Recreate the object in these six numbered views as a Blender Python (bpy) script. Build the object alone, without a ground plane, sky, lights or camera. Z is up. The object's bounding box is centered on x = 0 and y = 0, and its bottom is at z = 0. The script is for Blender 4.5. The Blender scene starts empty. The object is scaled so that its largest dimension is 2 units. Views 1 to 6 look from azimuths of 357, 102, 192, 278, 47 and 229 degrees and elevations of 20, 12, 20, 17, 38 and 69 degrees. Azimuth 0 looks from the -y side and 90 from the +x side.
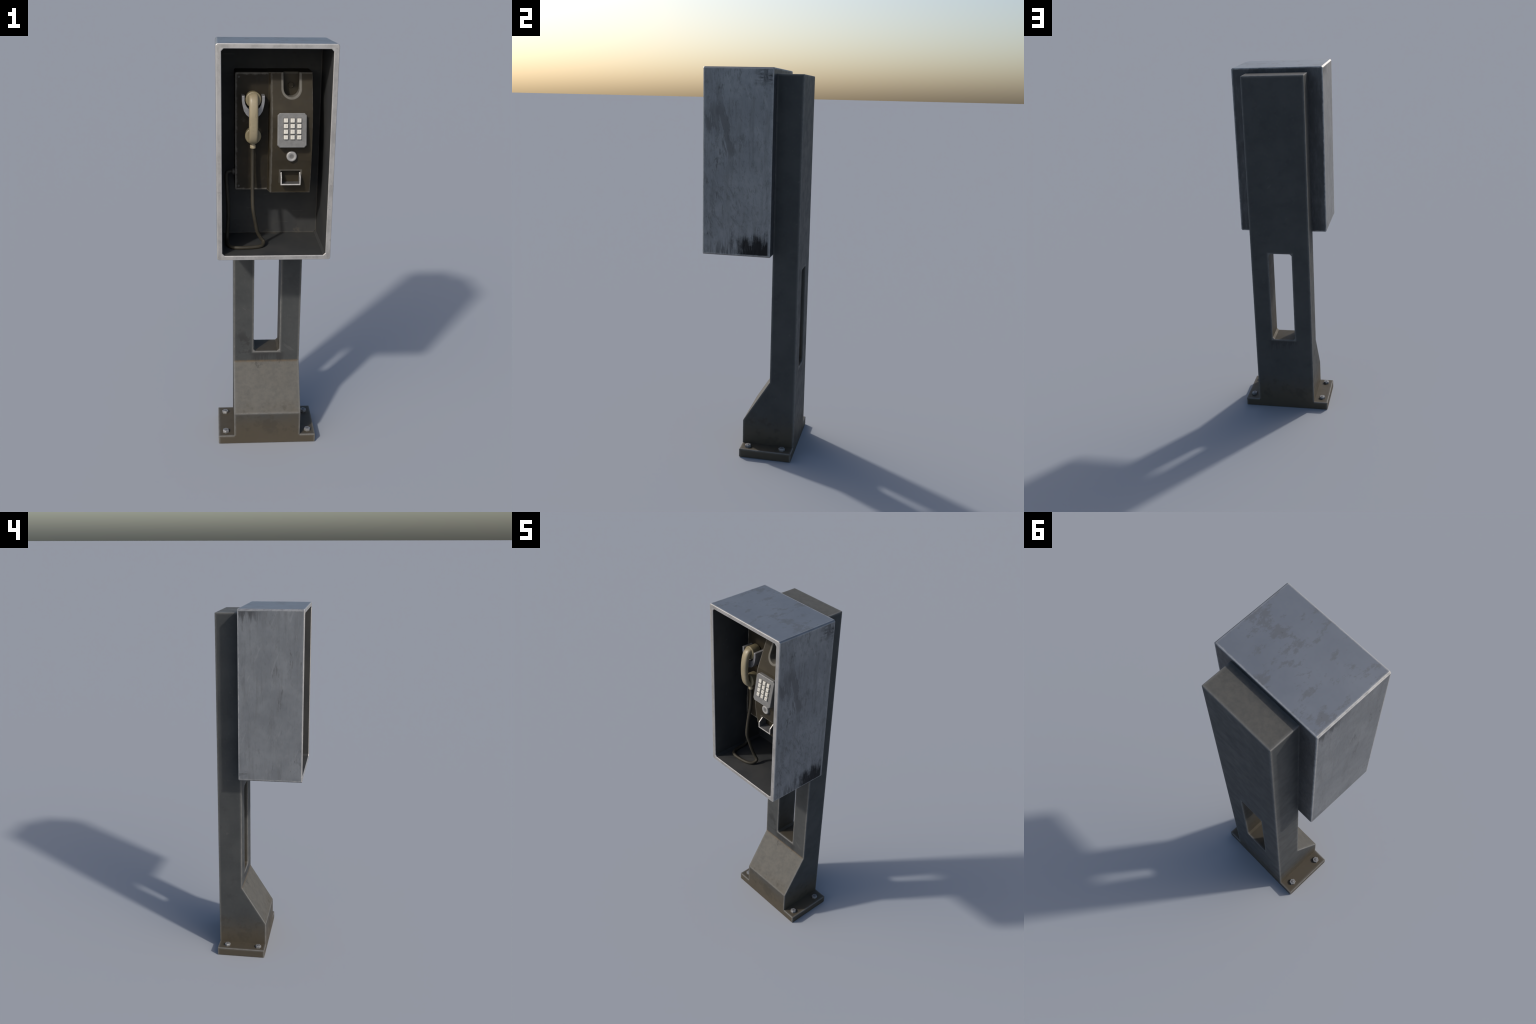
import bpy, bmesh, math
from mathutils import Vector, Matrix

# ------------------------------------------------------------------ frame
X_HOOD, Y_FRONT, Y_HOODBACK = 0.2494, -0.2402, 0.1065
Z_HOOD0, Z_HOOD1 = 1.0808, 2.0000
X_IN, Z_IN0, Z_IN1 = 0.2265, 1.1015, 1.9792      # clear opening of the hood
Y_LINING = 0.0800
X_POST, Y_POST, Y_REAR, Z_POST = 0.1682, 0.1045, 0.2398, 1.9726
X_PLATE, Z_PLATE, Y_FOOT = 0.2480, 0.0440, -0.0362
X_SLOT, Z_SLOT0, Z_SLOT1 = 0.0660, 0.4520, 0.9875
Z_KNEE, Z_CREASE = 0.1710, 0.3970

# ------------------------------------------------------------------ node helper
class Nodes:
    def __init__(self, name):
        self.mat = bpy.data.materials.new(name)
        self.mat.use_nodes = True
        self.nt = self.mat.node_tree
        self.nt.nodes.clear()
        self.out = self.nt.nodes.new("ShaderNodeOutputMaterial")
        self.bsdf = self.nt.nodes.new("ShaderNodeBsdfPrincipled")
        self.nt.links.new(self.bsdf.outputs[0], self.out.inputs[0])
        tc = self.nt.nodes.new("ShaderNodeTexCoord")
        self.co = tc.outputs["Object"]
        sep = self.nt.nodes.new("ShaderNodeSeparateXYZ")
        self.nt.links.new(self.co, sep.inputs[0])
        self.x, self.y, self.z = sep.outputs

    def put(self, sock, v):
        if isinstance(v, bpy.types.NodeSocket):
            self.nt.links.new(v, sock)
        elif isinstance(v, (tuple, list)):
            v = tuple(v)
            sock.default_value = v + (1.0,) if sock.type == "RGBA" and len(v) == 3 else v
        else:
            sock.default_value = v

    def math(self, op, a, b=0.0, clamp=False):
        n = self.nt.nodes.new("ShaderNodeMath")
        n.operation, n.use_clamp = op, clamp
        self.put(n.inputs[0], a)
        self.put(n.inputs[1], b)
        return n.outputs[0]

    def mul(self, *v):
        r = v[0]
        for k in v[1:]:
            r = self.math("MULTIPLY", r, k)
        return r

    def step(self, v, lo, hi, a=0.0, b=1.0):
        n = self.nt.nodes.new("ShaderNodeMapRange")
        n.interpolation_type = "SMOOTHSTEP"
        self.put(n.inputs[0], v)
        for k, q in zip((1, 2, 3, 4), (lo, hi, a, b)):
            n.inputs[k].default_value = q
        return n.outputs[0]

    def band(self, v, lo, hi, soft):
        return self.mul(self.step(v, lo - soft, lo + soft), self.step(v, hi - soft, hi + soft, 1, 0))

    def coords(self, scale=(1, 1, 1), rot=(0, 0, 0), loc=(0, 0, 0)):
        n = self.nt.nodes.new("ShaderNodeMapping")
        self.put(n.inputs[0], self.co)
        n.inputs["Scale"].default_value = scale
        n.inputs["Rotation"].default_value = rot
        n.inputs["Location"].default_value = loc
        return n.outputs[0]

    def noise(self, scale, detail=4.0, rough=0.6, stretch=(1, 1, 1), rot=(0, 0, 0), loc=(0, 0, 0), dist=0.0):
        n = self.nt.nodes.new("ShaderNodeTexNoise")
        self.put(n.inputs["Vector"], self.coords(stretch, rot, loc))
        n.inputs["Scale"].default_value = scale
        n.inputs["Detail"].default_value = detail
        n.inputs["Roughness"].default_value = rough
        n.inputs["Distortion"].default_value = dist
        return n.outputs[0]

    def mix(self, f, a, b):
        n = self.nt.nodes.new("ShaderNodeMix")
        n.data_type = "RGBA"
        self.put(n.inputs[0], f)
        self.put(n.inputs[6], a)
        self.put(n.inputs[7], b)
        return n.outputs[2]

    def edge(self, radius, samples=8):
        """0 on flats, 1 on the crest of a sharp edge: how far a rounded normal leaves the flat one"""
        b = self.nt.nodes.new("ShaderNodeBevel")
        b.samples = samples
        b.inputs["Radius"].default_value = radius
        g = self.nt.nodes.new("ShaderNodeNewGeometry")
        d = self.nt.nodes.new("ShaderNodeVectorMath")
        d.operation = "DOT_PRODUCT"
        self.put(d.inputs[0], b.outputs[0])
        self.put(d.inputs[1], g.outputs["True Normal"])
        return self.step(d.outputs["Value"], 0.74, 0.998, 1, 0)

    def lo(self, *v):
        r = v[0]
        for k in v[1:]:
            r = self.math("MINIMUM", r, k)
        return r

    def hi(self, *v):
        r = v[0]
        for k in v[1:]:
            r = self.math("MAXIMUM", r, k)
        return r

    def sub(self, a, b):
        return self.math("SUBTRACT", a, b)

    def mag(self, a):
        return self.math("ABSOLUTE", a)

    def add(self, a, b):
        return self.math("ADD", a, b)

    def ramp(self, v, v0, v1, a, b):
        n = self.nt.nodes.new("ShaderNodeMapRange")
        self.put(n.inputs[0], v)
        for k, q in zip((1, 2, 3, 4), (v0, v1, a, b)):
            n.inputs[k].default_value = q
        return n.outputs[0]

    def vec(self, x, y, z):
        n = self.nt.nodes.new("ShaderNodeCombineXYZ")
        for i, q in enumerate((x, y, z)):
            self.put(n.inputs[i], q)
        return n.outputs[0]

    def noise_at(self, v, scale, detail=4.0, rough=0.6):
        n = self.nt.nodes.new("ShaderNodeTexNoise")
        self.put(n.inputs["Vector"], v)
        n.inputs["Scale"].default_value = scale
        n.inputs["Detail"].default_value = detail
        n.inputs["Roughness"].default_value = rough
        return n.outputs[0]

    def rubbed(self, dist, width, ragged):
        """wear fading inwards from an edge that lies at distance dist, with a ragged border"""
        d = self.add(dist, self.mul(self.sub(ragged, 0.5), -width * 1.5))
        return self.mul(self.step(d, width * 0.15, width, 1, 0), self.step(dist, width * 1.0, width * 1.9, 1, 0))

    def bump(self, h, strength, dist):
        n = self.nt.nodes.new("ShaderNodeBump")
        n.inputs["Strength"].default_value = strength
        n.inputs["Distance"].default_value = dist
        self.put(n.inputs["Height"], h)
        self.put(self.bsdf.inputs["Normal"], n.outputs[0])

    def finish(self, color, rough, metal=0.0, spec=0.5):
        self.put(self.bsdf.inputs["Base Color"], color)
        self.put(self.bsdf.inputs["Roughness"], rough)
        self.put(self.bsdf.inputs["Metallic"], metal)
        self.bsdf.inputs["Specular IOR Level"].default_value = spec
        return self.mat

# ------------------------------------------------------------------ materials
def hood_metal():
    n = Nodes("weathered_sheet_metal")
    cloud = n.noise(6, 4, 0.6, loc=(3, 1, 0))
    grain = n.noise(70, 4, 0.7, stretch=(1, 1, 0.4))
    streak = n.noise(30, 4, 0.65, stretch=(1, 1, 0.10), loc=(0.3, 0.2, 0))
    top = n.step(n.z, 1.990, 1.996)
    walls = n.sub(1.0, top)
    sideR = n.step(n.x, 0.238, 0.244)
    sideL = n.step(n.x, -0.244, -0.238, 1, 0)
    c = n.mix(n.step(cloud, 0.36, 0.66), (0.225, 0.234, 0.244), (0.275, 0.284, 0.293))
    c = n.mix(top, c, n.mix(n.step(cloud, 0.3, 0.7), (0.235, 0.250, 0.272), (0.262, 0.277, 0.298)))
    c = n.mix(n.mul(n.step(streak, 0.48, 0.70), walls, n.add(0.34, n.mul(sideR, 0.04))), c, (0.135, 0.134, 0.134))
    c = n.mix(n.mul(n.step(grain, 0.52, 0.75), n.sub(0.22, n.mul(top, 0.16))), c, (0.14, 0.14, 0.14))
    # short dark flecks, thicker on the right-hand side and towards the front
    fleck = n.noise(34, 4, 0.7, stretch=(1, 1, 0.32), loc=(5, 2, 1), dist=0.4)
    mott = n.noise(40, 6, 0.8, stretch=(1, 1, 0.42), loc=(8, 2, 4))
    c = n.mix(n.mul(n.step(mott, 0.50, 0.68), walls, n.add(0.22, n.mul(sideR, 0.36))), c, (0.12, 0.12, 0.122))
    where = n.add(0.32, n.mul(n.step(n.y, -0.20, 0.02, 1, 0), 0.4))
    c = n.mix(n.mul(n.step(fleck, 0.58, 0.72), walls, where, n.sub(1.0, n.mul(sideL, 0.20))), c, (0.085, 0.083, 0.082))
    chalk = n.noise_at(n.vec(n.x, n.add(n.y, n.mul(n.z, 0.35)), n.mul(n.z, 0.12)), 70, 2, 0.5)
    c = n.mix(n.mul(n.step(chalk, 0.64, 0.72), walls, 0.16), c, (0.42, 0.425, 0.43))
    # slanted flakes rubbed off the right-hand side
    lean = n.add(n.y, n.mul(n.sub(n.z, 1.70), 0.20))
    sv = n.vec(n.x, lean, n.mul(n.z, 0.13))
    smear = n.noise_at(sv, 44, 5, 0.7)
    zone = n.mul(n.band(lean, -0.168, -0.090, 0.018), n.band(n.z, 1.57, 1.83, 0.04))
    zone2 = n.mul(n.band(lean, -0.225, -0.165, 0.015), n.band(n.z, 1.68, 1.82, 0.04))
    lift = n.add(n.mul(zone, 0.165), n.mul(zone2, 0.11))
    m = n.mul(n.step(n.add(smear, lift), 0.585, 0.615), sideR, n.hi(zone, zone2))
    c = n.mix(n.mul(m, 0.60), c, (0.105, 0.104, 0.105))
    # fine cross-brushed scuffing below
    bv = n.vec(n.x, n.add(n.y, n.mul(n.z, 0.6)), n.mul(n.sub(n.z, n.mul(n.y, 0.6)), 0.3))
    br = n.noise_at(bv, 46, 4, 0.75)
    m = n.mul(n.band(n.y, -0.22, 0.03, 0.06), n.band(n.z, 1.22, 1.46, 0.07), n.step(br, 0.50, 0.66), sideR)
    c = n.mix(n.mul(m, 0.5), c, (0.12, 0.12, 0.122))
    # black scrape at the lower rear corner, dragged into vertical bristles at its rim
    drag = n.noise(42, 5, 0.75, stretch=(1, 1, 0.10), loc=(0, 0.8, 0))
    puff = n.noise(20, 4, 0.7, loc=(1, 0, 3))
    off = n.sub(drag, 0.5)
    body = n.lo(n.mul(n.sub(1.168, n.z), 1.0), n.mul(n.add(n.y, 0.066), 0.9), n.mul(n.sub(0.103, n.y), 3.0))
    body = n.add(body, n.add(n.mul(off, 0.20), n.mul(n.sub(puff, 0.5), 0.10)))
    m = n.mul(n.step(body, -0.040, 0.035), n.step(n.z, 1.086, 1.094), n.step(n.y, 0.090, 0.099, 1, 0), sideR)
    c = n.mix(n.mul(m, 0.97), c, (0.008, 0.008, 0.009))
    run = n.mul(n.step(drag, 0.46, 0.62), n.step(n.z, 1.10, 1.19, 1, 0), n.band(n.y, -0.21, 0.02, 0.04), sideR)
    c = n.mix(n.mul(run, 0.65), c, (0.07, 0.07, 0.072))
    # dark brush marks at the upper rear corners
    cross = n.noise(34, 4, 0.7, stretch=(1, 0.25, 1), loc=(0, 3, 0))
    m = n.mul(n.step(n.y, -0.010, 0.070), n.step(n.z, 1.890, 1.955), n.step(n.z, 1.985, 1.995, 1, 0), n.step(n.hi(cross, drag), 0.47, 0.66), sideR)
    c = n.mix(n.mul(m, 0.85), c, (0.035, 0.035, 0.037))
    fall = n.add(n.sub(n.z, 1.945), n.mul(off, 0.22))
    m = n.mul(n.step(fall, -0.012, 0.040), n.step(n.z, 1.984, 1.993, 1, 0), n.step(n.y, -0.06, 0.05), n.step(n.z, 1.88, 1.93), sideL)
    c = n.mix(n.mul(m, 0.72), c, (0.050, 0.050, 0.051))
    # level rubbing at the lower rear corner of the left-hand side
    m = n.mul(n.step(n.y, 0.045, 0.075), n.band(n.z, 1.100, 1.140, 0.012), n.step(cross, 0.44, 0.58), sideL)
    c = n.mix(n.mul(m, 0.6), c, (0.08, 0.08, 0.08))
    # thin brownish films lying on the top
    st = n.noise(15, 6, 0.72, stretch=(1, 0.55, 1), loc=(1.4, 0.6, 0))
    c = n.mix(n.mul(top, n.step(st, 0.52, 0.60), 0.55), c, (0.185, 0.182, 0.176))
    c = n.mix(n.mul(top, n.step(st, 0.64, 0.70), 0.45), c, (0.125, 0.123, 0.119))
    # dull, darker mottling on the rear face
    rear = n.step(n.y, 0.1000, 0.1040)
    rear_mottle = n.noise(18, 5, 0.7, stretch=(1, 1, 0.3), loc=(0, 0, 3))
    c = n.mix(n.mul(rear, n.step(rear_mottle, 0.3, 0.6, 0.75, 0.95)), c, (0.045, 0.047, 0.050))
    # pale front frame
    frame = n.step(n.y, Y_FRONT + 0.0045, Y_FRONT + 0.0065, 1, 0)
    fn = n.noise(16, 5, 0.7, stretch=(1, 1, 0.6), loc=(7, 0, 2))
    fc = n.mix(n.step(fn, 0.34, 0.60), (0.36, 0.350, 0.338), (0.47, 0.457, 0.442))
    fs = n.noise(30, 3, 0.7, loc=(2, 0, 6))
    fc = n.mix(n.mul(n.step(fs, 0.62, 0.72), 0.6), fc, (0.27, 0.262, 0.255))
    c = n.mix(frame, c, fc)
    # edges rubbed bright
    dx = n.sub(X_HOOD, n.mag(n.x))
    dz = n.lo(n.sub(n.z, Z_HOOD0), n.sub(Z_HOOD1, n.z))
    dy = n.lo(n.sub(n.y, Y_FRONT), n.sub(Y_HOODBACK, n.y))
    long_edges = n.hi(n.sub(n.hi(dx, dz), 0.0066), 0.0)
    lip = n.hi(n.mag(n.hi(n.sub(n.mag(n.x), X_IN), n.sub(n.mag(n.sub(n.z, 0.5 * (Z_IN0 + Z_IN1))), 0.5 * (Z_IN1 - Z_IN0)))), n.sub(n.y, Y_FRONT))  # inner lip, lightened to paint its sun glint
    d = n.lo(n.add(long_edges, 0.0024), n.hi(dx, dy), n.hi(dz, dy), lip)
    brk = n.noise(34, 5, 0.7, loc=(0, 4, 0))
    chamfer_noise = n.noise(22, 5, 0.75, loc=(6, 1, 3))
    bev = n.mul(n.hi(n.step(n.x, 0.0, 0.01), n.step(chamfer_noise, 0.42, 0.60, 0.85, 0.25)), n.band(dx, 0.0010, 0.0060, 0.0006), n.band(dz, 0.0010, 0.0060, 0.0006))
    c = n.mix(n.mul(bev, 0.55), c, (0.15, 0.148, 0.145))  # chamfer's base colour darkened to tone down its sun reflection
    w = n.mul(n.rubbed(d, 0.0085, brk), n.sub(1.0, n.mul(bev, 0.75)), n.step(n.x, 0.225, 0.235, 1.0, 0.55))
    soft = n.mul(rear, n.step(n.lo(dx, dz), 0.002, 0.0125, 1, 0), n.step(brk, 0.3, 0.6, 0.6, 1.0))  # soft edge glow, painted pale along the rear face's border
    c = n.mix(n.mul(soft, 0.65), c, (0.22, 0.225, 0.235))
    c = n.mix(n.mul(w, 0.75), c, (0.50, 0.490, 0.475))
    r = n.add(0.49, n.mul(n.sub(n.step(grain, 0.35, 0.7), 0.5), n.sub(0.14, n.mul(top, 0.11))))
    n.bump(n.add(n.mul(grain, n.sub(1.0, n.mul(top, 0.7))), n.mul(cloud, 0.4)), 0.07, 0.002)
    dark = n.sub(0.72, n.mul(rear, 0.35))
    return n.finish(c, r, dark)

def lining_paint():
    n = Nodes("dark_lining_paint")
    a = n.noise(6, 5, 0.65)
    s = n.noise(40, 4, 0.7, stretch=(1, 1, 0.3))
    sc = n.noise_at(n.vec(n.mul(n.add(n.x, n.y), 0.16), n.sub(n.x, n.y), n.z), 26, 3, 0.6)
    c = n.mix(n.step(a, 0.35, 0.68), (0.030, 0.032, 0.034), (0.042, 0.0425, 0.042))
    c = n.mix(n.mul(n.step(s, 0.55, 0.75), 0.4), c, (0.024, 0.024, 0.024))
    c = n.mix(n.mul(n.step(sc, 0.63, 0.70), 0.35), c, (0.020, 0.020, 0.020))
    # a few fine scratches and grubby brown patches at the foot of the back panel
    scr = n.noise_at(n.vec(n.mul(n.x, 0.12), n.y, n.z), 60, 2, 0.5)
    c = n.mix(n.mul(n.step(scr, 0.70, 0.73), 0.35), c, (0.080, 0.080, 0.078))
    g = n.noise(11, 4, 0.7, loc=(4, 0, 0))
    m = n.mul(n.step(n.z, 1.105, 1.150, 1, 0), n.step(g, 0.52, 0.66), n.step(n.y, 0.05, 0.075))
    c = n.mix(n.mul(m, 0.7), c, (0.095, 0.08, 0.062))
    # pale line where the back panel's rim has rubbed
    rim = n.lo(n.sub(X_IN, n.mag(n.x)), n.sub(n.z, Z_IN0), n.sub(Z_IN1, n.z))
    m = n.mul(n.step(rim, 0.0030, 0.0050, 1, 0), n.step(n.y, 0.0765, 0.0775), n.step(a, 0.3, 0.6, 0.3, 0.9))
    c = n.mix(m, c, (0.090, 0.086, 0.078))
    n.bump(s, 0.08, 0.002)
    return n.finish(c, 0.6, 0.0, 0.35)

def post_paint():
    n = Nodes("charcoal_post_paint")
    a = n.noise(5, 5, 0.6)
    b = n.noise(16, 5, 0.65, loc=(2, 0, 5))
    f = n.noise(90, 3, 0.7)
    c = n.mix(n.step(a, 0.33, 0.68), (0.039, 0.0420, 0.0425), (0.051, 0.0535, 0.0530))
    c = n.mix(n.mul(n.step(b, 0.56, 0.74), 0.5), c, (0.034, 0.035, 0.036))
    c = n.mix(n.mul(n.step(f, 0.52, 0.72), 0.22), c, (0.075, 0.074, 0.070))
    # a few pale scratches
    sc = n.noise_at(n.vec(n.mul(n.add(n.x, n.z), 0.9), n.mul(n.y, 0.9), n.mul(n.sub(n.z, n.mul(n.y, 0.6)), 0.35)), 38, 2, 0.5)
    c = n.mix(n.mul(n.step(sc, 0.715, 0.755), 0.22), c, (0.105, 0.104, 0.100))
    # paler speckled tone on the sloping knee and on the flat top
    front = n.step(n.y, Y_POST - 0.004, Y_POST - 0.001, 1, 0)
    knee = n.mul(n.band(n.z, Z_KNEE + 0.001, Z_CREASE - 0.001, 0.003), front, n.band(n.x, -0.163, 0.163, 0.004))
    flat = n.step(n.z, Z_POST - 0.003, Z_POST - 0.0015)
    knee_noise = n.noise(38, 6, 0.75, loc=(9, 0, 1))
    c = n.mix(n.mul(n.add(knee, flat), n.step(knee_noise, 0.30, 0.66, 0.55, 0.95)), c, (0.096, 0.091, 0.079))
    # earth splashed up from the ground
    sp = n.noise(12, 5, 0.7, loc=(0, 6, 0))
    hgt = n.add(n.z, n.mul(n.sub(sp, 0.5), 0.16))
    c = n.mix(n.step(hgt, 0.05, 0.25, 0.78, 0), c, (0.068, 0.054, 0.034))
    blot = n.mul(n.step(b, 0.50, 0.62), n.band(n.z, 0.05, 0.21, 0.03))
    c = n.mix(n.mul(blot, 0.4), c, (0.036, 0.031, 0.023))
    # dirt in the slot
    inslot = n.mul(n.band(n.x, -X_SLOT - 0.0002, X_SLOT + 0.0002, 0.0004), n.band(n.z, Z_SLOT0 - 0.004, 1.0, 0.003), n.band(n.y, Y_POST + 0.005, Y_REAR - 0.005, 0.003))
    c = n.mix(n.mul(inslot, n.step(n.z, 0.454, 0.75, 0.8, 0.2)), c, (0.050, 0.040, 0.025))
    # grime run-off below the slot, front and rear
    dr = n.noise(36, 4, 0.7, stretch=(1, 1, 0.14), loc=(0.6, 0, 0))
    reach = n.add(n.sub(n.z, 0.405), n.mul(n.sub(dr, 0.5), 0.30))
    m = n.mul(n.band(n.x, -0.075, 0.085, 0.02), n.step(n.z, 0.446, 0.450, 1, 0), n.step(reach, -0.03, 0.03), n.step(n.z, 0.30, 0.36))
    c = n.mix(n.mul(m, 0.7), c, (0.022, 0.022, 0.022))
    m = n.mul(n.band(n.x, -0.145, -0.07, 0.015), n.band(n.z, 0.44, 0.56, 0.03), n.step(b, 0.48, 0.60), n.step(n.y, 0.115, 0.12, 1, 0))
    c = n.mix(n.mul(m, 0.6), c, (0.022, 0.022, 0.022))
    # rust drawn into the inside corner at the top of the knee
    brk = n.noise(30, 5, 0.7, loc=(0, 8, 0))
    rust = n.mul(n.band(n.z, Z_CREASE - 0.004, Z_CREASE + 0.006, 0.004), n.step(n.y, 0.107, 0.111, 1, 0), n.step(brk, 0.32, 0.60, 0.35, 0.9))
    c = n.mix(n.mul(rust, 0.75), c, (0.125, 0.092, 0.055))
    # rubbed edges: post, knee, slot rims, plate rims
    ax = n.mag(n.x)
    dx = n.sub(X_POST, ax)
    yf = n.ramp(n.z, Z_KNEE, Z_CREASE, Y_FOOT, Y_POST)
    dy = n.mag(n.lo(n.sub(n.y, yf), n.sub(Y_REAR, n.y)))
    upright = n.add(n.hi(dx, dy), n.step(n.z, Z_PLATE - 0.004, Z_PLATE, 1, 0))
    cap = n.hi(n.sub(Z_POST, n.z), n.lo(n.mag(dx), dy))
    bend = n.hi(n.sub(n.y, n.add(yf, 0.002)), n.add(n.mag(n.sub(n.z, Z_KNEE)), 0.003))
    rim = n.hi(n.mag(n.hi(n.sub(ax, X_SLOT), n.sub(n.mag(n.sub(n.z, 0.5 * (Z_SLOT0 + Z_SLOT1))), 0.5 * (Z_SLOT1 - Z_SLOT0)))), dy)
    px, pz = n.sub(X_PLATE, ax), n.mag(n.sub(Z_PLATE, n.z))
    pf = n.lo(n.sub(n.y, Y_FOOT), n.sub(Y_REAR, n.y))
    plate_rim = n.add(n.lo(n.hi(px, pz), n.hi(pz, pf), n.hi(px, pf)), n.add(n.step(ax, X_POST - 0.006, X_POST - 0.001, 1, 0), n.step(n.z, Z_PLATE + 0.001, Z_PLATE + 0.004)))
    d = n.lo(upright, cap, bend, rim, plate_rim)
    w = n.hi(n.rubbed(d, 0.0085, brk), n.mul(n.step(d, 0.002, 0.0135, 1, 0), 0.55))  # second term paints the wide soft sheen of a rounded edge
    c = n.mix(n.mul(w, 0.70), c, (0.165, 0.162, 0.153))
    n.bump(n.add(f, b), 0.08, 0.0015)
    return n.finish(c, n.step(b, 0.3, 0.7, 0.52, 0.66), 0.0, 0.32)

Z_T, Z_B = 1.8685, 1.3540                                  # telephone housing, top and bottom
X_L, X_J, X_F, X_R = -0.1665, -0.0215, -0.0122, 0.1640     # left flank, joint, dial panel's front edges
Y_LEFT = -0.0700
CHUTE_X, CHUTE_R, CHUTE_Z = 0.0735, 0.0335, 1.8050
RET = (0.0310, 0.1165, 1.4005, 1.4560)                     # mouth of the coin return

def housing_plastic():
    n = Nodes("brown_moulded_housing")
    a = n.noise(9, 5, 0.65)
    f = n.noise(30, 4, 0.7)
    c = n.mix(n.step(a, 0.34, 0.66), (0.0240, 0.0192, 0.0112), (0.0335, 0.0268, 0.0158))
    c = n.mix(n.step(n.x, X_J - 0.003, X_J - 0.001, 1, 0), c, n.mix(n.step(a, 0.34, 0.66), (0.0130, 0.0105, 0.0062), (0.0195, 0.0150, 0.0085)))
    c = n.mix(n.mul(n.step(f, 0.5, 0.72), 0.40), c, (0.026, 0.0240, 0.0200))
    g = n.noise(14, 4, 0.7, loc=(3, 1, 2))
    c = n.mix(n.mul(n.step(g, 0.62, 0.72), 0.4), c, (0.058, 0.053, 0.045))
    dz = n.lo(n.sub(Z_T, n.z), n.sub(n.z, Z_B))
    left = n.step(n.x, X_J - 0.004, X_J - 0.002, 1, 0)
    right = n.sub(1.0, left)
    # handset half: pale rounded rim all round its front
    d = n.hi(n.lo(n.sub(n.x, X_L), dz), n.sub(n.y, Y_LEFT))
    w1 = n.mul(n.rubbed(d, 0.0120, f), left)
    # dial half: long edges, and broad rims around the chute and the coin return
    fwd = n.step(n.y, -0.066, -0.060, 1, 0)
    d = n.lo(n.mag(n.sub(n.x, X_F)), n.add(n.sub(X_R, n.x), 0.002), n.sub(Z_T, n.z), n.add(n.sub(n.z, Z_B), 0.002))
    w2 = n.mul(n.rubbed(d, 0.0060, f), right, fwd, 0.7)
    ux, uz = n.sub(n.x, CHUTE_X), n.lo(n.sub(n.z, CHUTE_Z), 0.0)
    u = n.sub(n.math("SQRT", n.add(n.mul(ux, ux), n.mul(uz, uz))), CHUTE_R)
    w3 = n.mul(n.step(u, 0.0085, 0.0120, 1, 0), n.step(u, -0.0012, -0.0004), right, fwd, n.step(n.z, 1.74, 1.75))
    w4 = n.mul(n.band(n.z, Z_T - 0.008, Z_T + 0.01, 0.001), n.step(u, -0.0012, -0.0004, 1, 0), right, n.step(n.y, -0.056, -0.050, 1, 0))
    mx, mz = 0.5 * (RET[0] + RET[1]), 0.5 * (RET[2] + RET[3])
    q = n.hi(n.sub(n.mag(n.sub(n.x, mx)), mx - RET[0]), n.sub(n.mag(n.sub(n.z, mz)), mz - RET[2]))
    w5 = n.mul(n.band(q, -0.0006, 0.0075, 0.0012), n.step(n.z, 1.398, 1.403), right, n.step(n.y, -0.13, -0.125, 1, 0), 0.6)
    w3 = n.mul(w3, 1.15)
    w = n.mul(n.hi(w1, w2, w3, w4, w5), n.step(f, 0.30, 0.60, 0.75, 1.0))
    c = n.mix(n.mul(w, 0.85), c, (0.126, 0.119, 0.104))
    n.bump(f, 0.06, 0.001)
    return n.finish(c, 0.55, 0.0, 0.22)

def simple(name, col, rough, metal=0.0, spec=0.5, var=0.15, scale=30, wear=None, wear_r=0.004):
    n = Nodes(name)
    a = n.noise(scale, 4, 0.65)
    lo = tuple(k * (1 - var) for k in col)
    hi = tuple(min(1, k * (1 + var)) for k in col)
    c = n.mix(n.step(a, 0.3, 0.7), lo, hi)
    if wear:
        c = n.mix(n.mul(n.edge(wear_r), 0.8), c, wear)
    n.bump(a, 0.05, 0.001)
    return n.finish(c, rough, metal, spec)

def button_metal(cx, cz, r):
    n = Nodes("dished_button_metal")
    dx = n.math("SUBTRACT", n.x, cx)
    dz = n.math("SUBTRACT", n.z, cz)
    d = n.math("SQRT", n.math("ADD", n.mul(dx, dx), n.mul(dz, dz)))
    a = n.noise(70, 4, 0.7)
    c = n.mix(n.step(a, 0.3, 0.7), (0.30, 0.295, 0.285), (0.36, 0.355, 0.345))
    c = n.mix(n.step(d, r * 0.30, r * 0.62, 1, 0), c, (0.15, 0.148, 0.142))
    return n.finish(c, 0.5, 0.3)

def cord_rubber():
    n = Nodes("grimy_cord_rubber")
    a = n.noise(16, 4, 0.65)
    c = n.mix(n.step(a, 0.3, 0.7), (0.026, 0.022, 0.015), (0.037, 0.032, 0.022))
    return n.finish(c, 0.6, 0.0, 0.35)

def handset_plastic(k=1.0):
    n = Nodes("cream_handset_plastic")
    tint = lambda r, g, b: (r * k, g * k, b * k ** 1.25)
    a = n.noise(14, 4, 0.6)
    c = n.mix(n.step(a, 0.3, 0.7), tint(0.250, 0.212, 0.136), tint(0.295, 0.250, 0.164))
    g = n.noise(40, 4, 0.7, loc=(2, 2, 2))
    c = n.mix(n.mul(n.step(g, 0.52, 0.72), 0.45), c, tint(0.150, 0.120, 0.072))
    return n.finish(c, 0.42, 0.0, 0.45)

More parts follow.
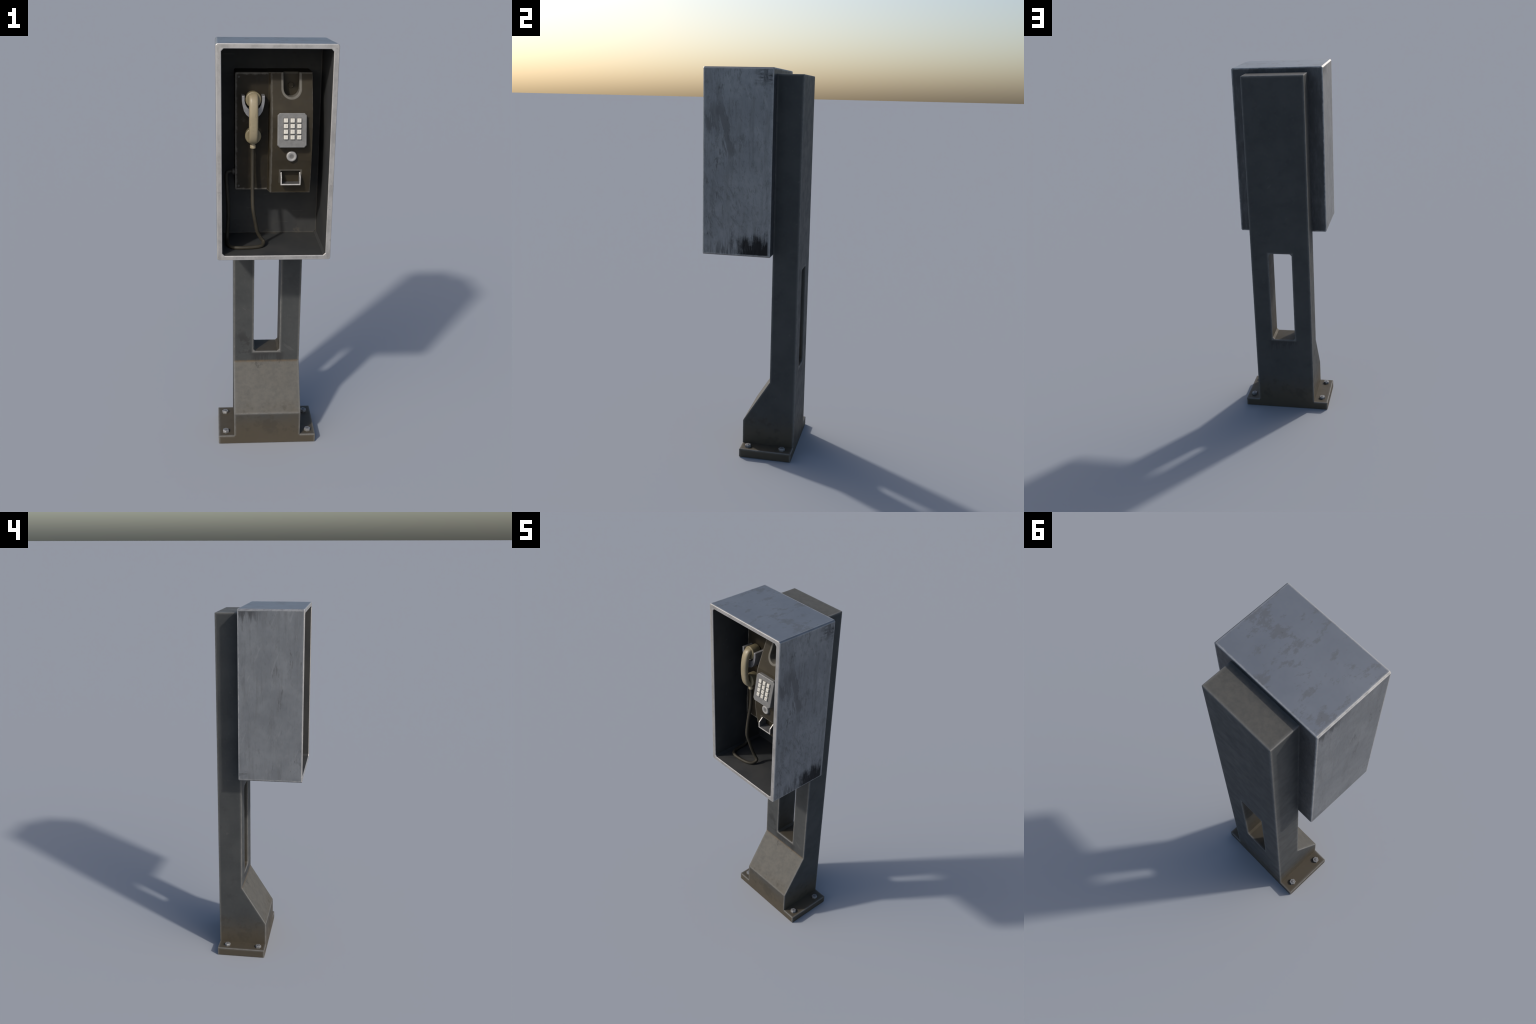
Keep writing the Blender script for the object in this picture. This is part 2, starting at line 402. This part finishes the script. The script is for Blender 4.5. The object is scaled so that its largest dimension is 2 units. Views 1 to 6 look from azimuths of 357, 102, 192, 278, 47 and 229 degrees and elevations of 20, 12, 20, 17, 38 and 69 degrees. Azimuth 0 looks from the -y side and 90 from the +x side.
# ------------------------------------------------------------------ mesh helpers
def obj_from_bm(bm, name, mat, parent=None, smooth=False):
    bmesh.ops.recalc_face_normals(bm, faces=bm.faces[:])
    me = bpy.data.meshes.new(name)
    bm.to_mesh(me)
    bm.free()
    for m in (mat if isinstance(mat, (list, tuple)) else [mat]):
        me.materials.append(m)
    if smooth:
        me.polygons.foreach_set("use_smooth", [True] * len(me.polygons))
    ob = bpy.data.objects.new(name, me)
    bpy.context.scene.collection.objects.link(ob)
    ob.parent = parent
    return ob

def smooth_by_angle(ob, deg=35):
    bm = bmesh.new()
    bm.from_mesh(ob.data)
    for f in bm.faces:
        f.smooth = True
    for e in bm.edges:
        e.smooth = not (len(e.link_faces) == 2 and e.calc_face_angle(0) > math.radians(deg))
    bm.to_mesh(ob.data)
    bm.free()

def loft(bm, rings, cap=True, mat=0):
    """rings: lists of points with equal count; returns vert rings"""
    vr = [[bm.verts.new(p) for p in r] for r in rings]
    for a, b in zip(vr, vr[1:]):
        k = len(a)
        for i in range(k):
            bm.faces.new((a[i], a[(i + 1) % k], b[(i + 1) % k], b[i])).material_index = mat
    if cap:
        bm.faces.new(vr[0]).material_index = mat
        bm.faces.new(vr[-1]).material_index = mat
    return vr

def rect(hx0, hx1, z0, z1, ch):
    """chamfered rectangle in (x, z)"""
    return [(hx0 + ch, z0), (hx1 - ch, z0), (hx1, z0 + ch), (hx1, z1 - ch),
            (hx1 - ch, z1), (hx0 + ch, z1), (hx0, z1 - ch), (hx0, z0 + ch)]

def at_y(pts, y):
    return [(x, y, z) for x, z in pts]

def sharp_bevel(bm, width, seg=2, angle=25, test=None):
    es = []
    for e in bm.edges:
        if len(e.link_faces) != 2:
            continue
        if e.calc_face_angle(0) < math.radians(angle) or not e.is_convex:
            continue
        if test is None or test(e):
            es.append(e)
    bmesh.ops.bevel(bm, geom=es, offset=width, offset_type="OFFSET", segments=seg, profile=0.5,
                    affect="EDGES", clamp_overlap=True)

def boolean(ob, cutter, op="DIFFERENCE"):
    md = ob.modifiers.new("cut", "BOOLEAN")
    md.object, md.operation, md.solver = cutter, op, "EXACT"
    dg = bpy.context.evaluated_depsgraph_get()
    dg.update()
    me = bpy.data.meshes.new_from_object(ob.evaluated_get(dg))
    ob.modifiers.clear()
    old = ob.data
    ob.data = me
    bpy.data.meshes.remove(old)
    bpy.data.objects.remove(cutter)

def tidy(bm):
    bmesh.ops.remove_doubles(bm, verts=bm.verts[:], dist=1e-5)
    bmesh.ops.dissolve_limit(bm, angle_limit=math.radians(0.5), verts=bm.verts[:], edges=bm.edges[:])
    bmesh.ops.recalc_face_normals(bm, faces=bm.faces[:])

def box(bm, x0, x1, y0, y1, z0, z1):
    return loft(bm, [[(x0, y, z0), (x1, y, z0), (x1, y, z1), (x0, y, z1)] for y in (y0, y1)])

def lathe_y(bm, profile, cx, cz, n=40):
    """profile: (radius, y); turned about an axis parallel to y"""
    rings = []
    for r, y in profile:
        rings.append([(cx + r * math.cos(2 * math.pi * i / n), y, cz + r * math.sin(2 * math.pi * i / n)) for i in range(n)])
    return loft(bm, rings)

def catmull(pts, per=8):
    p = [Vector(q) for q in pts]
    p = [p[0] * 2 - p[1]] + p + [p[-1] * 2 - p[-2]]
    out = []
    for i in range(1, len(p) - 2):
        for k in range(per):
            t = k / per
            a, b, c, d = p[i - 1:i + 3]
            out.append(0.5 * (2 * b + (c - a) * t + (2 * a - 5 * b + 4 * c - d) * t * t + (3 * b - a - 3 * c + d) * t ** 3))
    out.append(p[-2])
    return out

def tube(bm, path, radius, n=12):
    up = Vector((0.3, 1, 0.1)).normalized()
    rings = []
    for i, p in enumerate(path):
        t = (path[min(i + 1, len(path) - 1)] - path[max(i - 1, 0)]).normalized()
        up = (up - t * up.dot(t)).normalized()
        s = t.cross(up)
        rings.append([p + radius * (math.cos(2 * math.pi * k / n) * up + math.sin(2 * math.pi * k / n) * s) for k in range(n)])
    loft(bm, rings)

# ------------------------------------------------------------------ shared materials
M_HOOD, M_LINING, M_POST, M_HOUSING = hood_metal(), lining_paint(), post_paint(), housing_plastic()

PAD_AT, PAD_TILT = (0.0735, -0.1710, 1.6398), math.atan2(0.0255, 0.141)
PAD_W, PAD_H, KEY_DX, KEY_DZ, KEY_HALF = 0.0618, 0.0722, 0.0284, 0.0235, 0.0090
KEY_X0, KEY_Z0 = 0.0012, 0.0412                            # middle column, top row, on the plate

def plate_metal():
    n = Nodes("cast_keypad_metal")
    a = n.noise(45, 5, 0.7)
    c = n.mix(n.step(a, 0.3, 0.7), (0.135, 0.135, 0.133), (0.178, 0.178, 0.175))
    u = n.sub(n.x, PAD_AT[0])
    v = n.mul(n.sub(n.z, PAD_AT[2]), 1 / math.cos(PAD_TILT))
    # contact shadow around every key, painted as darker plate
    near = None
    for i in range(3):
        for j in range(4):
            q = n.hi(n.mag(n.sub(u, KEY_X0 + (i - 1) * KEY_DX)), n.mag(n.sub(v, KEY_Z0 - j * KEY_DZ)))
            near = q if near is None else n.lo(near, q)
    c = n.mix(n.step(near, KEY_HALF + 0.0004, KEY_HALF + 0.0042, 0.75, 0), c, (0.055, 0.055, 0.054))
    rim = n.lo(n.sub(PAD_W, n.mag(u)), n.sub(PAD_H, n.mag(v)))
    w = n.mul(n.step(rim, 0.0020, 0.0052, 1, 0), n.step(a, 0.3, 0.6, 0.6, 1.0))
    c = n.mix(n.mul(w, 0.8), c, (0.230, 0.230, 0.225))
    n.bump(a, 0.06, 0.001)
    return n.finish(c, 0.5, 0.2, 0.45)

def tray_metal(yf, zt, zs, ys):
    """bent sheet: dull grey with bright cut edges"""
    n = Nodes("tray_steel")
    a = n.noise(40, 4, 0.65)
    c = n.mix(n.step(a, 0.3, 0.7), (0.080, 0.080, 0.080), (0.115, 0.115, 0.114))
    k = math.hypot(ys - yf, zs - zt)
    slant = n.sub(n.mul(n.sub(n.y, yf), (zs - zt) / k), n.mul(n.sub(n.z, zt), (ys - yf) / k))
    cut = n.hi(n.step(n.y, yf + 0.0010, yf + 0.0025, 1, 0), n.step(slant, 0.0008, 0.0020, 1, 0))
    c = n.mix(n.mul(cut, n.step(a, 0.3, 0.6, 0.8, 1.0)), c, (0.46, 0.45, 0.43))
    return n.finish(c, 0.45, 0.15)

TRAY = (-0.1572, 1.4300, 1.4500, -0.1360)
M_PLATE = plate_metal()
M_KEY = simple("white_key_plastic", (0.57, 0.55, 0.495), 0.4, 0.0, 0.5, 0.05, 60)
M_INK = simple("faded_key_ink", (0.43, 0.415, 0.375), 0.6, 0.0, 0.3, 0.1, 60)
M_STEEL = simple("hook_steel", (0.27, 0.27, 0.28), 0.42, 0.55, 0.5, 0.14, 40, (0.42, 0.42, 0.42), 0.008)
M_TRAY = tray_metal(*TRAY)
M_NUT = simple("zinc_nut", (0.22, 0.222, 0.225), 0.45, 0.3, 0.5, 0.12, 60, (0.36, 0.36, 0.36), 0.003)
M_STUD = simple("dull_stud", (0.14, 0.14, 0.145), 0.5, 0.4)
M_DARK = simple("dark_screw", (0.050, 0.048, 0.042), 0.5, 0.1)
M_CORD, M_CREAM, M_CAP = cord_rubber(), handset_plastic(), handset_plastic(0.68)

# ------------------------------------------------------------------ the thing
root = bpy.data.objects.new("pay_telephone", None)
bpy.context.scene.collection.objects.link(root)
root["label"] = "weathered grey pay telephone in open metal hood on slotted post"
root["category"] = "pay phone"

# ---- post and base plate: one welded body, split at the plate's top
def build_stand():
    bm = bmesh.new()
    side = [(Y_FOOT, 0), (Y_FOOT, Z_KNEE), (Y_POST, Z_CREASE), (Y_POST, Z_POST), (Y_REAR, Z_POST), (Y_REAR, 0)]
    rows = {}
    def v(x, y, z):
        k = (round(x, 5), round(y, 5), round(z, 5))
        if k not in rows:
            rows[k] = bm.verts.new(k)
        return rows[k]
    X1, X2, ZP, F, B = X_POST, X_PLATE, Z_PLATE, Y_FOOT, Y_REAR
    face = lambda *p: bm.faces.new([v(*q) for q in p])
    for y, rise in ((F, Z_KNEE), (B, Z_POST)):
        face((-X2, y, 0), (X2, y, 0), (X2, y, ZP), (X1, y, ZP), (X1, y, rise), (-X1, y, rise), (-X1, y, ZP), (-X2, y, ZP))
    face((-X1, F, Z_KNEE), (X1, F, Z_KNEE), (X1, Y_POST, Z_CREASE), (-X1, Y_POST, Z_CREASE))
    face((-X1, Y_POST, Z_CREASE), (X1, Y_POST, Z_CREASE), (X1, Y_POST, Z_POST), (-X1, Y_POST, Z_POST))
    face((-X1, Y_POST, Z_POST), (X1, Y_POST, Z_POST), (X1, B, Z_POST), (-X1, B, Z_POST))
    face((-X2, F, 0), (X2, F, 0), (X2, B, 0), (-X2, B, 0))
    for s in (-1, 1):
        face((s * X1, F, ZP), (s * X1, F, Z_KNEE), (s * X1, Y_POST, Z_CREASE), (s * X1, Y_POST, Z_POST), (s * X1, B, Z_POST), (s * X1, B, ZP))
        face((s * X1, F, ZP), (s * X2, F, ZP), (s * X2, B, ZP), (s * X1, B, ZP))
        face((s * X2, F, 0), (s * X2, F, ZP), (s * X2, B, ZP), (s * X2, B, 0))
    ob = obj_from_bm(bm, "post", M_POST, root)
    cb = bmesh.new()
    loft(cb, [at_y(rect(-X_SLOT, X_SLOT, Z_SLOT0, Z_SLOT1, 0.011), y) for y in (0.0, 0.4)])
    boolean(ob, obj_from_bm(cb, "slot_cutter", M_POST))
    bm = bmesh.new()
    bm.from_mesh(ob.data)
    tidy(bm)
    sharp_bevel(bm, 0.0032, 2, 30, lambda e: max(q.co.z for q in e.verts) > 0.001)
    bmesh.ops.bisect_plane(bm, geom=bm.verts[:] + bm.edges[:] + bm.faces[:], dist=1e-6,
                           plane_co=(0, 0, Z_PLATE), plane_no=(0, 0, 1))
    low = [f for f in bm.faces if f.calc_center_median().z <= Z_PLATE + 1e-5]
    lowbm = bm.copy()
    bmesh.ops.delete(bm, geom=low, context="FACES")
    bm.to_mesh(ob.data)
    bm.free()
    high = [f for f in lowbm.faces if f.calc_center_median().z > Z_PLATE + 1e-5]
    bmesh.ops.delete(lowbm, geom=high, context="FACES")
    me = bpy.data.meshes.new("base_plate")
    lowbm.to_mesh(me)
    lowbm.free()
    me.materials.append(M_POST)
    plate = bpy.data.objects.new("base_plate", me)
    bpy.context.scene.collection.objects.link(plate)
    plate.parent = root
    return ob, plate

post, plate = build_stand()

def build_nuts():
    bm = bmesh.new()
    R, h, n = 0.0172, 0.0125, 6
    hexa = lambda r, z: [(r * math.cos(math.pi * (i / 3 + 1 / 6)), r * math.sin(math.pi * (i / 3 + 1 / 6)), z) for i in range(n)]
    loft(bm, [hexa(R, -0.002), hexa(R, h - 0.003), hexa(R * 0.86, h)])
    nut = obj_from_bm(bm, "nut", M_NUT, plate)
    bm = bmesh.new()
    c = lambda r, z: [(r * math.cos(math.pi * i / 8), r * math.sin(math.pi * i / 8), z) for i in range(16)]
    loft(bm, [c(0.0066, 0.004), c(0.0066, h + 0.001), c(0.005, h + 0.002)])
    stud = obj_from_bm(bm, "stud", M_STUD, plate)
    k = 0
    for sx in (-1, 1):
        for y in (0.004, 0.186):
            for src in (nut, stud):
                o = src if k == 0 else src.copy()
                if k:
                    bpy.context.scene.collection.objects.link(o)
                o.location = (sx * 0.2105, y, Z_PLATE)
                o.rotation_euler = (0, 0, 0.35 * k)
            k += 1

build_nuts()

# ---- hood: folded metal box, open at the front
def build_hood():
    bm = bmesh.new()
    out = rect(-X_HOOD, X_HOOD, Z_HOOD0, Z_HOOD1, 0.0066)
    inn = rect(-X_IN, X_IN, Z_IN0, Z_IN1, 0.010)
    rings = [at_y(out, Y_HOODBACK), at_y(out, Y_FRONT), at_y(inn, Y_FRONT), at_y(inn, Y_LINING + 0.003)]
    loft(bm, rings)
    bmesh.ops.recalc_face_normals(bm, faces=bm.faces[:])
    sharp_bevel(bm, 0.0028, 2, 50)
    for f in bm.faces:
        c = f.calc_center_median()
        inside = abs(c.x) < X_IN + 0.0015 and Z_IN0 - 0.0015 < c.z < Z_IN1 + 0.0015
        f.material_index = 1 if inside and Y_FRONT + 0.004 < c.y < Y_LINING + 0.01 else 0
    ob = obj_from_bm(bm, "hood", [M_HOOD, M_LINING], root)
    bm = bmesh.new()
    p = rect(-X_IN + 0.0005, X_IN - 0.0005, Z_IN0 + 0.0005, Z_IN1 - 0.0005, 0.010)
    q = rect(-X_IN + 0.002, X_IN - 0.002, Z_IN0 + 0.002, Z_IN1 - 0.002, 0.010)
    loft(bm, [at_y(p, Y_LINING + 0.0025), at_y(p, Y_LINING + 0.0005), at_y(q, Y_LINING - 0.001)])
    obj_from_bm(bm, "back_panel", M_LINING, ob)
    return ob

hood = build_hood()

# ---- telephone housing
PROFILE = [(Z_B, -0.1170), (1.4400, -0.1372), (1.5050, -0.1465), (1.5650, -0.1485), (1.6450, -0.1462),
           (1.6900, -0.1408), (1.7200, -0.1345), (Z_T, -0.0780)]

def face_y(z):
    for (z0, y0), (z1, y1) in zip(PROFILE, PROFILE[1:]):
        if z0 <= z <= z1:
            return y0 + (y1 - y0) * (z - z0) / (z1 - z0)
    return PROFILE[-1][1]

def build_housing():
    # handset half: flat box with rounded outer corners
    bm = bmesh.new()
    ch = 0.007
    o = [(X_J + 0.012, Z_B), (X_J + 0.012, Z_T), (X_L + ch, Z_T), (X_L + 0.002, Z_T - 0.002), (X_L, Z_T - ch), (X_L, Z_B + ch), (X_L + 0.002, Z_B + 0.002), (X_L + ch, Z_B)]
    loft(bm, [at_y(o, Y_LINING + 0.0008), at_y(o, Y_LEFT)])
    bmesh.ops.recalc_face_normals(bm, faces=bm.faces[:])
    sharp_bevel(bm, 0.004, 3, 60, lambda e: max(v.co.y for v in e.verts) < -0.05 and min(v.co.x for v in e.verts) < X_J)
    body = obj_from_bm(bm, "telephone_housing", M_HOUSING, root)
    # dial half: bulging profile swept across, with a drafted left flank
    bm = bmesh.new()
    rear = [(Y_LINING + 0.0015, Z_T + 0.0008), (Y_LINING + 0.0015, Z_B - 0.0008)]
    prof = [(y, z) for z, y in PROFILE]
    prof[0] = (prof[0][0], Z_B - 0.0008)
    prof[-1] = (prof[-1][0], Z_T + 0.0008)
    ring = lambda x, f: [(x, f(y), z) for y, z in prof] + [(x, y, z) for y, z in rear]
    loft(bm, [ring(X_J, lambda y: Y_LEFT + 0.0006), ring(X_F, lambda y: y), ring(X_R, lambda y: y)])
    dial = obj_from_bm(bm, "dial_panel", M_HOUSING, body)
    # coin chute: round-bottomed channel open to the top
    cx, r, zc = CHUTE_X, CHUTE_R, CHUTE_Z
    u = [(cx + r, 1.90), (cx - r, 1.90)] + [(cx - r * math.cos(math.pi * i / 14), zc - r * 1.03 * math.sin(math.pi * i / 14)) for i in range(15)]
    cb = bmesh.new()
    loft(cb, [at_y(u, -0.30), at_y(u, -0.052)])
    boolean(dial, obj_from_bm(cb, "chute_cutter", M_HOUSING))
    cb = bmesh.new()
    loft(cb, [at_y(rect(RET[0], RET[1], RET[2], RET[3], 0.003), y) for y in (-0.30, -0.1100)])
    boolean(dial, obj_from_bm(cb, "return_cutter", M_HOUSING))
    bm = bmesh.new()
    bm.from_mesh(dial.data)
    tidy(bm)
    def on_front(v):
        return abs(v.co.y - face_y(min(max(v.co.z, Z_B), Z_T))) < 0.0012
    rim = [e for e in bm.edges if len(e.link_faces) == 2 and e.is_convex and e.calc_face_angle(0) > 0.5
           and all(on_front(v) for v in e.verts) and 0.02 < min(v.co.x for v in e.verts) and max(v.co.x for v in e.verts) < 0.13
           and not all(v.co.z > Z_T - 0.002 for v in e.verts) and min(v.co.z for v in e.verts) > Z_B + 0.01]
    bmesh.ops.bevel(bm, geom=rim, offset=0.0035, offset_type="OFFSET", segments=2, profile=0.5, affect="EDGES", clamp_overlap=True)
    sharp_bevel(bm, 0.0022, 2, 50, lambda e: max(v.co.y for v in e.verts) < -0.074 and
                (min(v.co.x for v in e.verts) > X_R - 0.002 or (all(abs(v.co.z - Z_B) < 0.002 for v in e.verts) and min(v.co.x for v in e.verts) > X_J + 0.001)))
    bm.to_mesh(dial.data)
    bm.free()
    # coin inside the chute's back wall
    bm = bmesh.new()
    lathe_y(bm, [(0.0135, -0.050), (0.0135, -0.0545), (0.012, -0.0555), (0.0095, -0.0545)], cx + 0.001, 1.815, 24)
    obj_from_bm(bm, "coin_stop", M_HOUSING, body)
    # screws
    bm = bmesh.new()
    lathe_y(bm, [(0.0052, -0.066), (0.0052, -0.0712), (0.0040, -0.0722)], 0, 0, 20)
    s = obj_from_bm(bm, "screw", M_DARK, body)
    for k, (x, z) in enumerate(((-0.1500, 1.8500), (-0.1500, 1.3730))):
        o = s if k == 0 else s.copy()
        if k:
            bpy.context.scene.collection.objects.link(o)
        o.location = (x, 0, z)
    # cord socket on the left flank
    bm = bmesh.new()
    n = 24
    c = lambda r, x: [(x, -0.033 + r * math.cos(2 * math.pi * i / n), 1.4290 + r * math.sin(2 * math.pi * i / n)) for i in range(n)]
    loft(bm, [c(0.0150, -0.160), c(0.0150, -0.175), c(0.013, -0.1785), c(0.009, -0.1795)])
    obj_from_bm(bm, "cord_socket", M_DARK, body)
    return body

housing = build_housing()

# ---- keypad
def build_keypad():
    tilt = PAD_TILT
    origin = Vector(PAD_AT)
    R = Matrix(((1, 0, 0), (0, math.cos(tilt), math.sin(tilt)), (0, -math.sin(tilt), math.cos(tilt))))
    # local: x across, y into the wall, z up the plate
    place = lambda p: origin + R @ Vector(p)
    bm = bmesh.new()
    w, h = PAD_W, PAD_H
    big = rect(-w, w, -h, h, 0.0095)
    sml = rect(-w + 0.0022, w - 0.0022, -h + 0.0022, h - 0.0022, 0.0090)
    loft(bm, [at_y(big, 0.034), at_y(big, 0.0022), at_y(sml, 0.0)])
    bmesh.ops.transform(bm, matrix=Matrix.Translation(origin) @ R.to_4x4(), verts=bm.verts[:])
    pad = obj_from_bm(bm, "keypad", M_PLATE, root)
    bm = bmesh.new()
    k = KEY_HALF
    loft(bm, [at_y(rect(-k, k, -k, k, 0.0008), 0.002), at_y(rect(-k, k, -k, k, 0.0008), -0.0052),
              at_y(rect(-k + 0.0014, k - 0.0014, -k + 0.0014, k - 0.0014, 0.0008), -0.0068)])
    key = obj_from_bm(bm, "key", M_KEY, pad)
    first = True
    for row, line in enumerate(("123", "456", "789", "*0#")):
        for col, ch in enumerate(line):
            o = key if first else key.copy()
            if not first:
                bpy.context.scene.collection.objects.link(o)
            first = False
            lx, lz = KEY_X0 + (col - 1) * KEY_DX, KEY_Z0 - row * KEY_DZ
            o.matrix_world = Matrix.Translation(place((lx, 0, lz))) @ R.to_4x4()
            cu = bpy.data.curves.new("digit", "FONT")
            cu.body, cu.size, cu.extrude = ch, 0.0135, 0.0004
            cu.align_x, cu.align_y = "CENTER", "CENTER"
            cu.resolution_u = 3
            t = bpy.data.objects.new("digit_source", cu)
            bpy.context.scene.collection.objects.link(t)
            dg = bpy.context.evaluated_depsgraph_get()
            me = bpy.data.meshes.new_from_object(t.evaluated_get(dg))
            bpy.data.objects.remove(t)
            me.name = "digit"
            me.materials.clear()
            me.materials.append(M_INK)
            d = bpy.data.objects.new("digit", me)
            bpy.context.scene.collection.objects.link(d)
            d.parent = pad
            drop = -0.0022 if ch == "*" else 0
            d.matrix_world = Matrix.Translation(place((lx, -0.0069, lz + drop))) @ R.to_4x4() @ Matrix.Rotation(math.pi / 2, 4, "X")
    return pad

keypad = build_keypad()

# ---- round push button
def build_button():
    cx, cz, r = 0.0755, 1.5245, 0.0226
    bm = bmesh.new()
    prof = [(r, -0.140), (r, -0.1545), (r * 0.975, -0.1573), (r * 0.90, -0.1592), (r * 0.78, -0.1598), (r * 0.62, -0.1590), (r * 0.42, -0.1578), (r * 0.15, -0.1574)]
    lathe_y(bm, prof, cx, cz, 48)
    ob = obj_from_bm(bm, "push_button", button_metal(cx, cz, r), housing)
    smooth_by_angle(ob, 40)

build_button()

# ---- coin return tray: bent sheet with notched cheeks
def build_tray():
    x0, x1, t = 0.0300, 0.1172, 0.0050
    yb, yf, zb = -0.1115, -0.1572, 1.3975
    bm = bmesh.new()
    cheek = [(yb, zb), (yf, zb), (yf, 1.4300), (-0.1360, 1.4500), (yb, 1.4500)]
    for a, b in ((x0, x0 + t), (x1 - t, x1)):
        loft(bm, [[(x, y, z) for y, z in cheek] for x in (a, b)])
    box(bm, x0 + t, x1 - t, yf, yb, zb, zb + t)
    bmesh.ops.remove_doubles(bm, verts=bm.verts[:], dist=1e-6)
    obj_from_bm(bm, "coin_return", M_TRAY, housing)

build_tray()

# ---- hook: U-shaped cradle standing out from the housing
def build_hook():
    cx = -0.0900
    outer = [(0.0490, 1.7775), (0.0488, 1.7560), (0.0465, 1.7390), (0.0400, 1.7130), (0.0300, 1.6975), (0.0180, 1.6870), (0.0, 1.6810)]
    inner = [(0.0370, 1.7775), (0.0368, 1.7560), (0.0335, 1.7420), (0.0270, 1.7300), (0.0190, 1.7225), (0.0100, 1.7190), (0.0, 1.7180)]
    bm = bmesh.new()
    loop = [(cx - a, z) for a, z in outer] + [(cx + a, z) for a, z in outer[-2::-1]]
    loop += [(cx + a, z) for a, z in inner] + [(cx - a, z) for a, z in inner[-2::-1]]
    loft(bm, [at_y(loop, -0.066), at_y(loop, -0.1270)])
    bmesh.ops.recalc_face_normals(bm, faces=bm.faces[:])
    sharp_bevel(bm, 0.0018, 2, 50, lambda e: max(v.co.y for v in e.verts) < -0.1)
    obj_from_bm(bm, "hook", M_STEEL, root)

build_hook()

# ---- handset
def build_handset():
    cx = -0.0897
    pts = [Vector((0, y + 0.0005, z)) for y, z in ((-0.1120, 1.7760), (-0.1300, 1.7730), (-0.1440, 1.7560), (-0.1515, 1.7230), (-0.1540, 1.6830),
                                          (-0.1515, 1.6420), (-0.1440, 1.6080), (-0.1300, 1.5885), (-0.1120, 1.5845))]
    path = catmull(pts, 8)
    hw, ht, n = 0.0197, 0.0136, 32
    bm = bmesh.new()
    rings = []
    for i, p in enumerate(path):
        t = (path[min(i + 1, len(path) - 1)] - path[max(i - 1, 0)]).normalized()
        nrm = Vector((1, 0, 0)).cross(t)
        ring = []
        for k in range(n):
            a = 2 * math.pi * k / n
            c, s = math.cos(a), math.sin(a)
            e = 0.68
            ring.append(p + Vector((cx, 0, 0)) + Vector((1, 0, 0)) * hw * math.copysign(abs(c) ** e, c) + nrm * ht * math.copysign(abs(s) ** e, s))
        rings.append(ring)
    loft(bm, rings)
    grip = obj_from_bm(bm, "handset", M_CREAM, root)
    smooth_by_angle(grip, 50)
    for name, cz, r, yb in (("earpiece", 1.7610, 0.0340, -0.0745), ("mouthpiece", 1.6060, 0.0350, -0.0800)):
        bm = bmesh.new()
        lathe_y(bm, [(r * 0.60, yb), (r * 0.90, yb), (r * 0.96, yb - 0.003), (r * 0.965, -0.1120), (r * 0.985, -0.1165), (r, -0.1200), (r * 0.985, -0.1232),
                     (r * 0.93, -0.1252), (r * 0.80, -0.1258), (r * 0.3, -0.1258)], cx, cz, 56)
        o = obj_from_bm(bm, name, M_CAP, grip)
        smooth_by_angle(o, 40)
    bm = bmesh.new()
    c = lambda r, z, y: [(cx + r * math.cos(math.pi * i / 12), y + r * math.sin(math.pi * i / 12), z) for i in range(24)]
    loft(bm, [c(0.0105, 1.5800, -0.107), c(0.0110, 1.5660, -0.108), c(0.0128, 1.5630, -0.1085), c(0.0130, 1.5570, -0.109), c(0.0126, 1.5515, -0.1095), c(0.0085, 1.5505, -0.1095)])
    o = obj_from_bm(bm, "collar", M_CREAM, grip)
    smooth_by_angle(o, 40)
    return grip

handset = build_handset()

# ---- cord
def build_cord():
    zf = Z_IN0 + 0.0080
    pts = [(-0.0905, -0.1095, 1.5540), (-0.0905, -0.1065, 1.5150), (-0.0905, -0.1090, 1.4500), (-0.0905, -0.1165, 1.4060), (-0.0905, -0.1250, 1.3610), (-0.0895, -0.1325, 1.3050),
           (-0.0860, -0.1340, 1.2690), (-0.0775, -0.1240, 1.2240), (-0.0670, -0.1120, 1.1720), (-0.0525, -0.1050, 1.1410), (-0.0380, -0.1050, 1.1210), (-0.0440, -0.1290, zf + 0.001),
           (-0.0620, -0.1440, zf), (-0.0860, -0.1520, zf), (-0.1220, -0.1570, zf), (-0.1560, -0.1570, zf), (-0.1830, -0.1460, zf), (-0.1960, -0.1220, zf),
           (-0.2000, -0.0900, zf), (-0.2015, -0.0560, zf + 0.002), (-0.2015, -0.0390, zf + 0.014), (-0.2005, -0.0335, 1.1450), (-0.1958, -0.0330, 1.2130), (-0.1968, -0.0330, 1.2800),
           (-0.2010, -0.0330, 1.3500), (-0.2038, -0.0330, 1.4050), (-0.2005, -0.0330, 1.4240), (-0.1910, -0.0330, 1.4290), (-0.1750, -0.0330, 1.4290)]
    bm = bmesh.new()
    tube(bm, catmull(pts, 6), 0.0084, 14)
    ob = obj_from_bm(bm, "cord", M_CORD, root)
    smooth_by_angle(ob, 60)

build_cord()
bpy.context.view_layer.update()
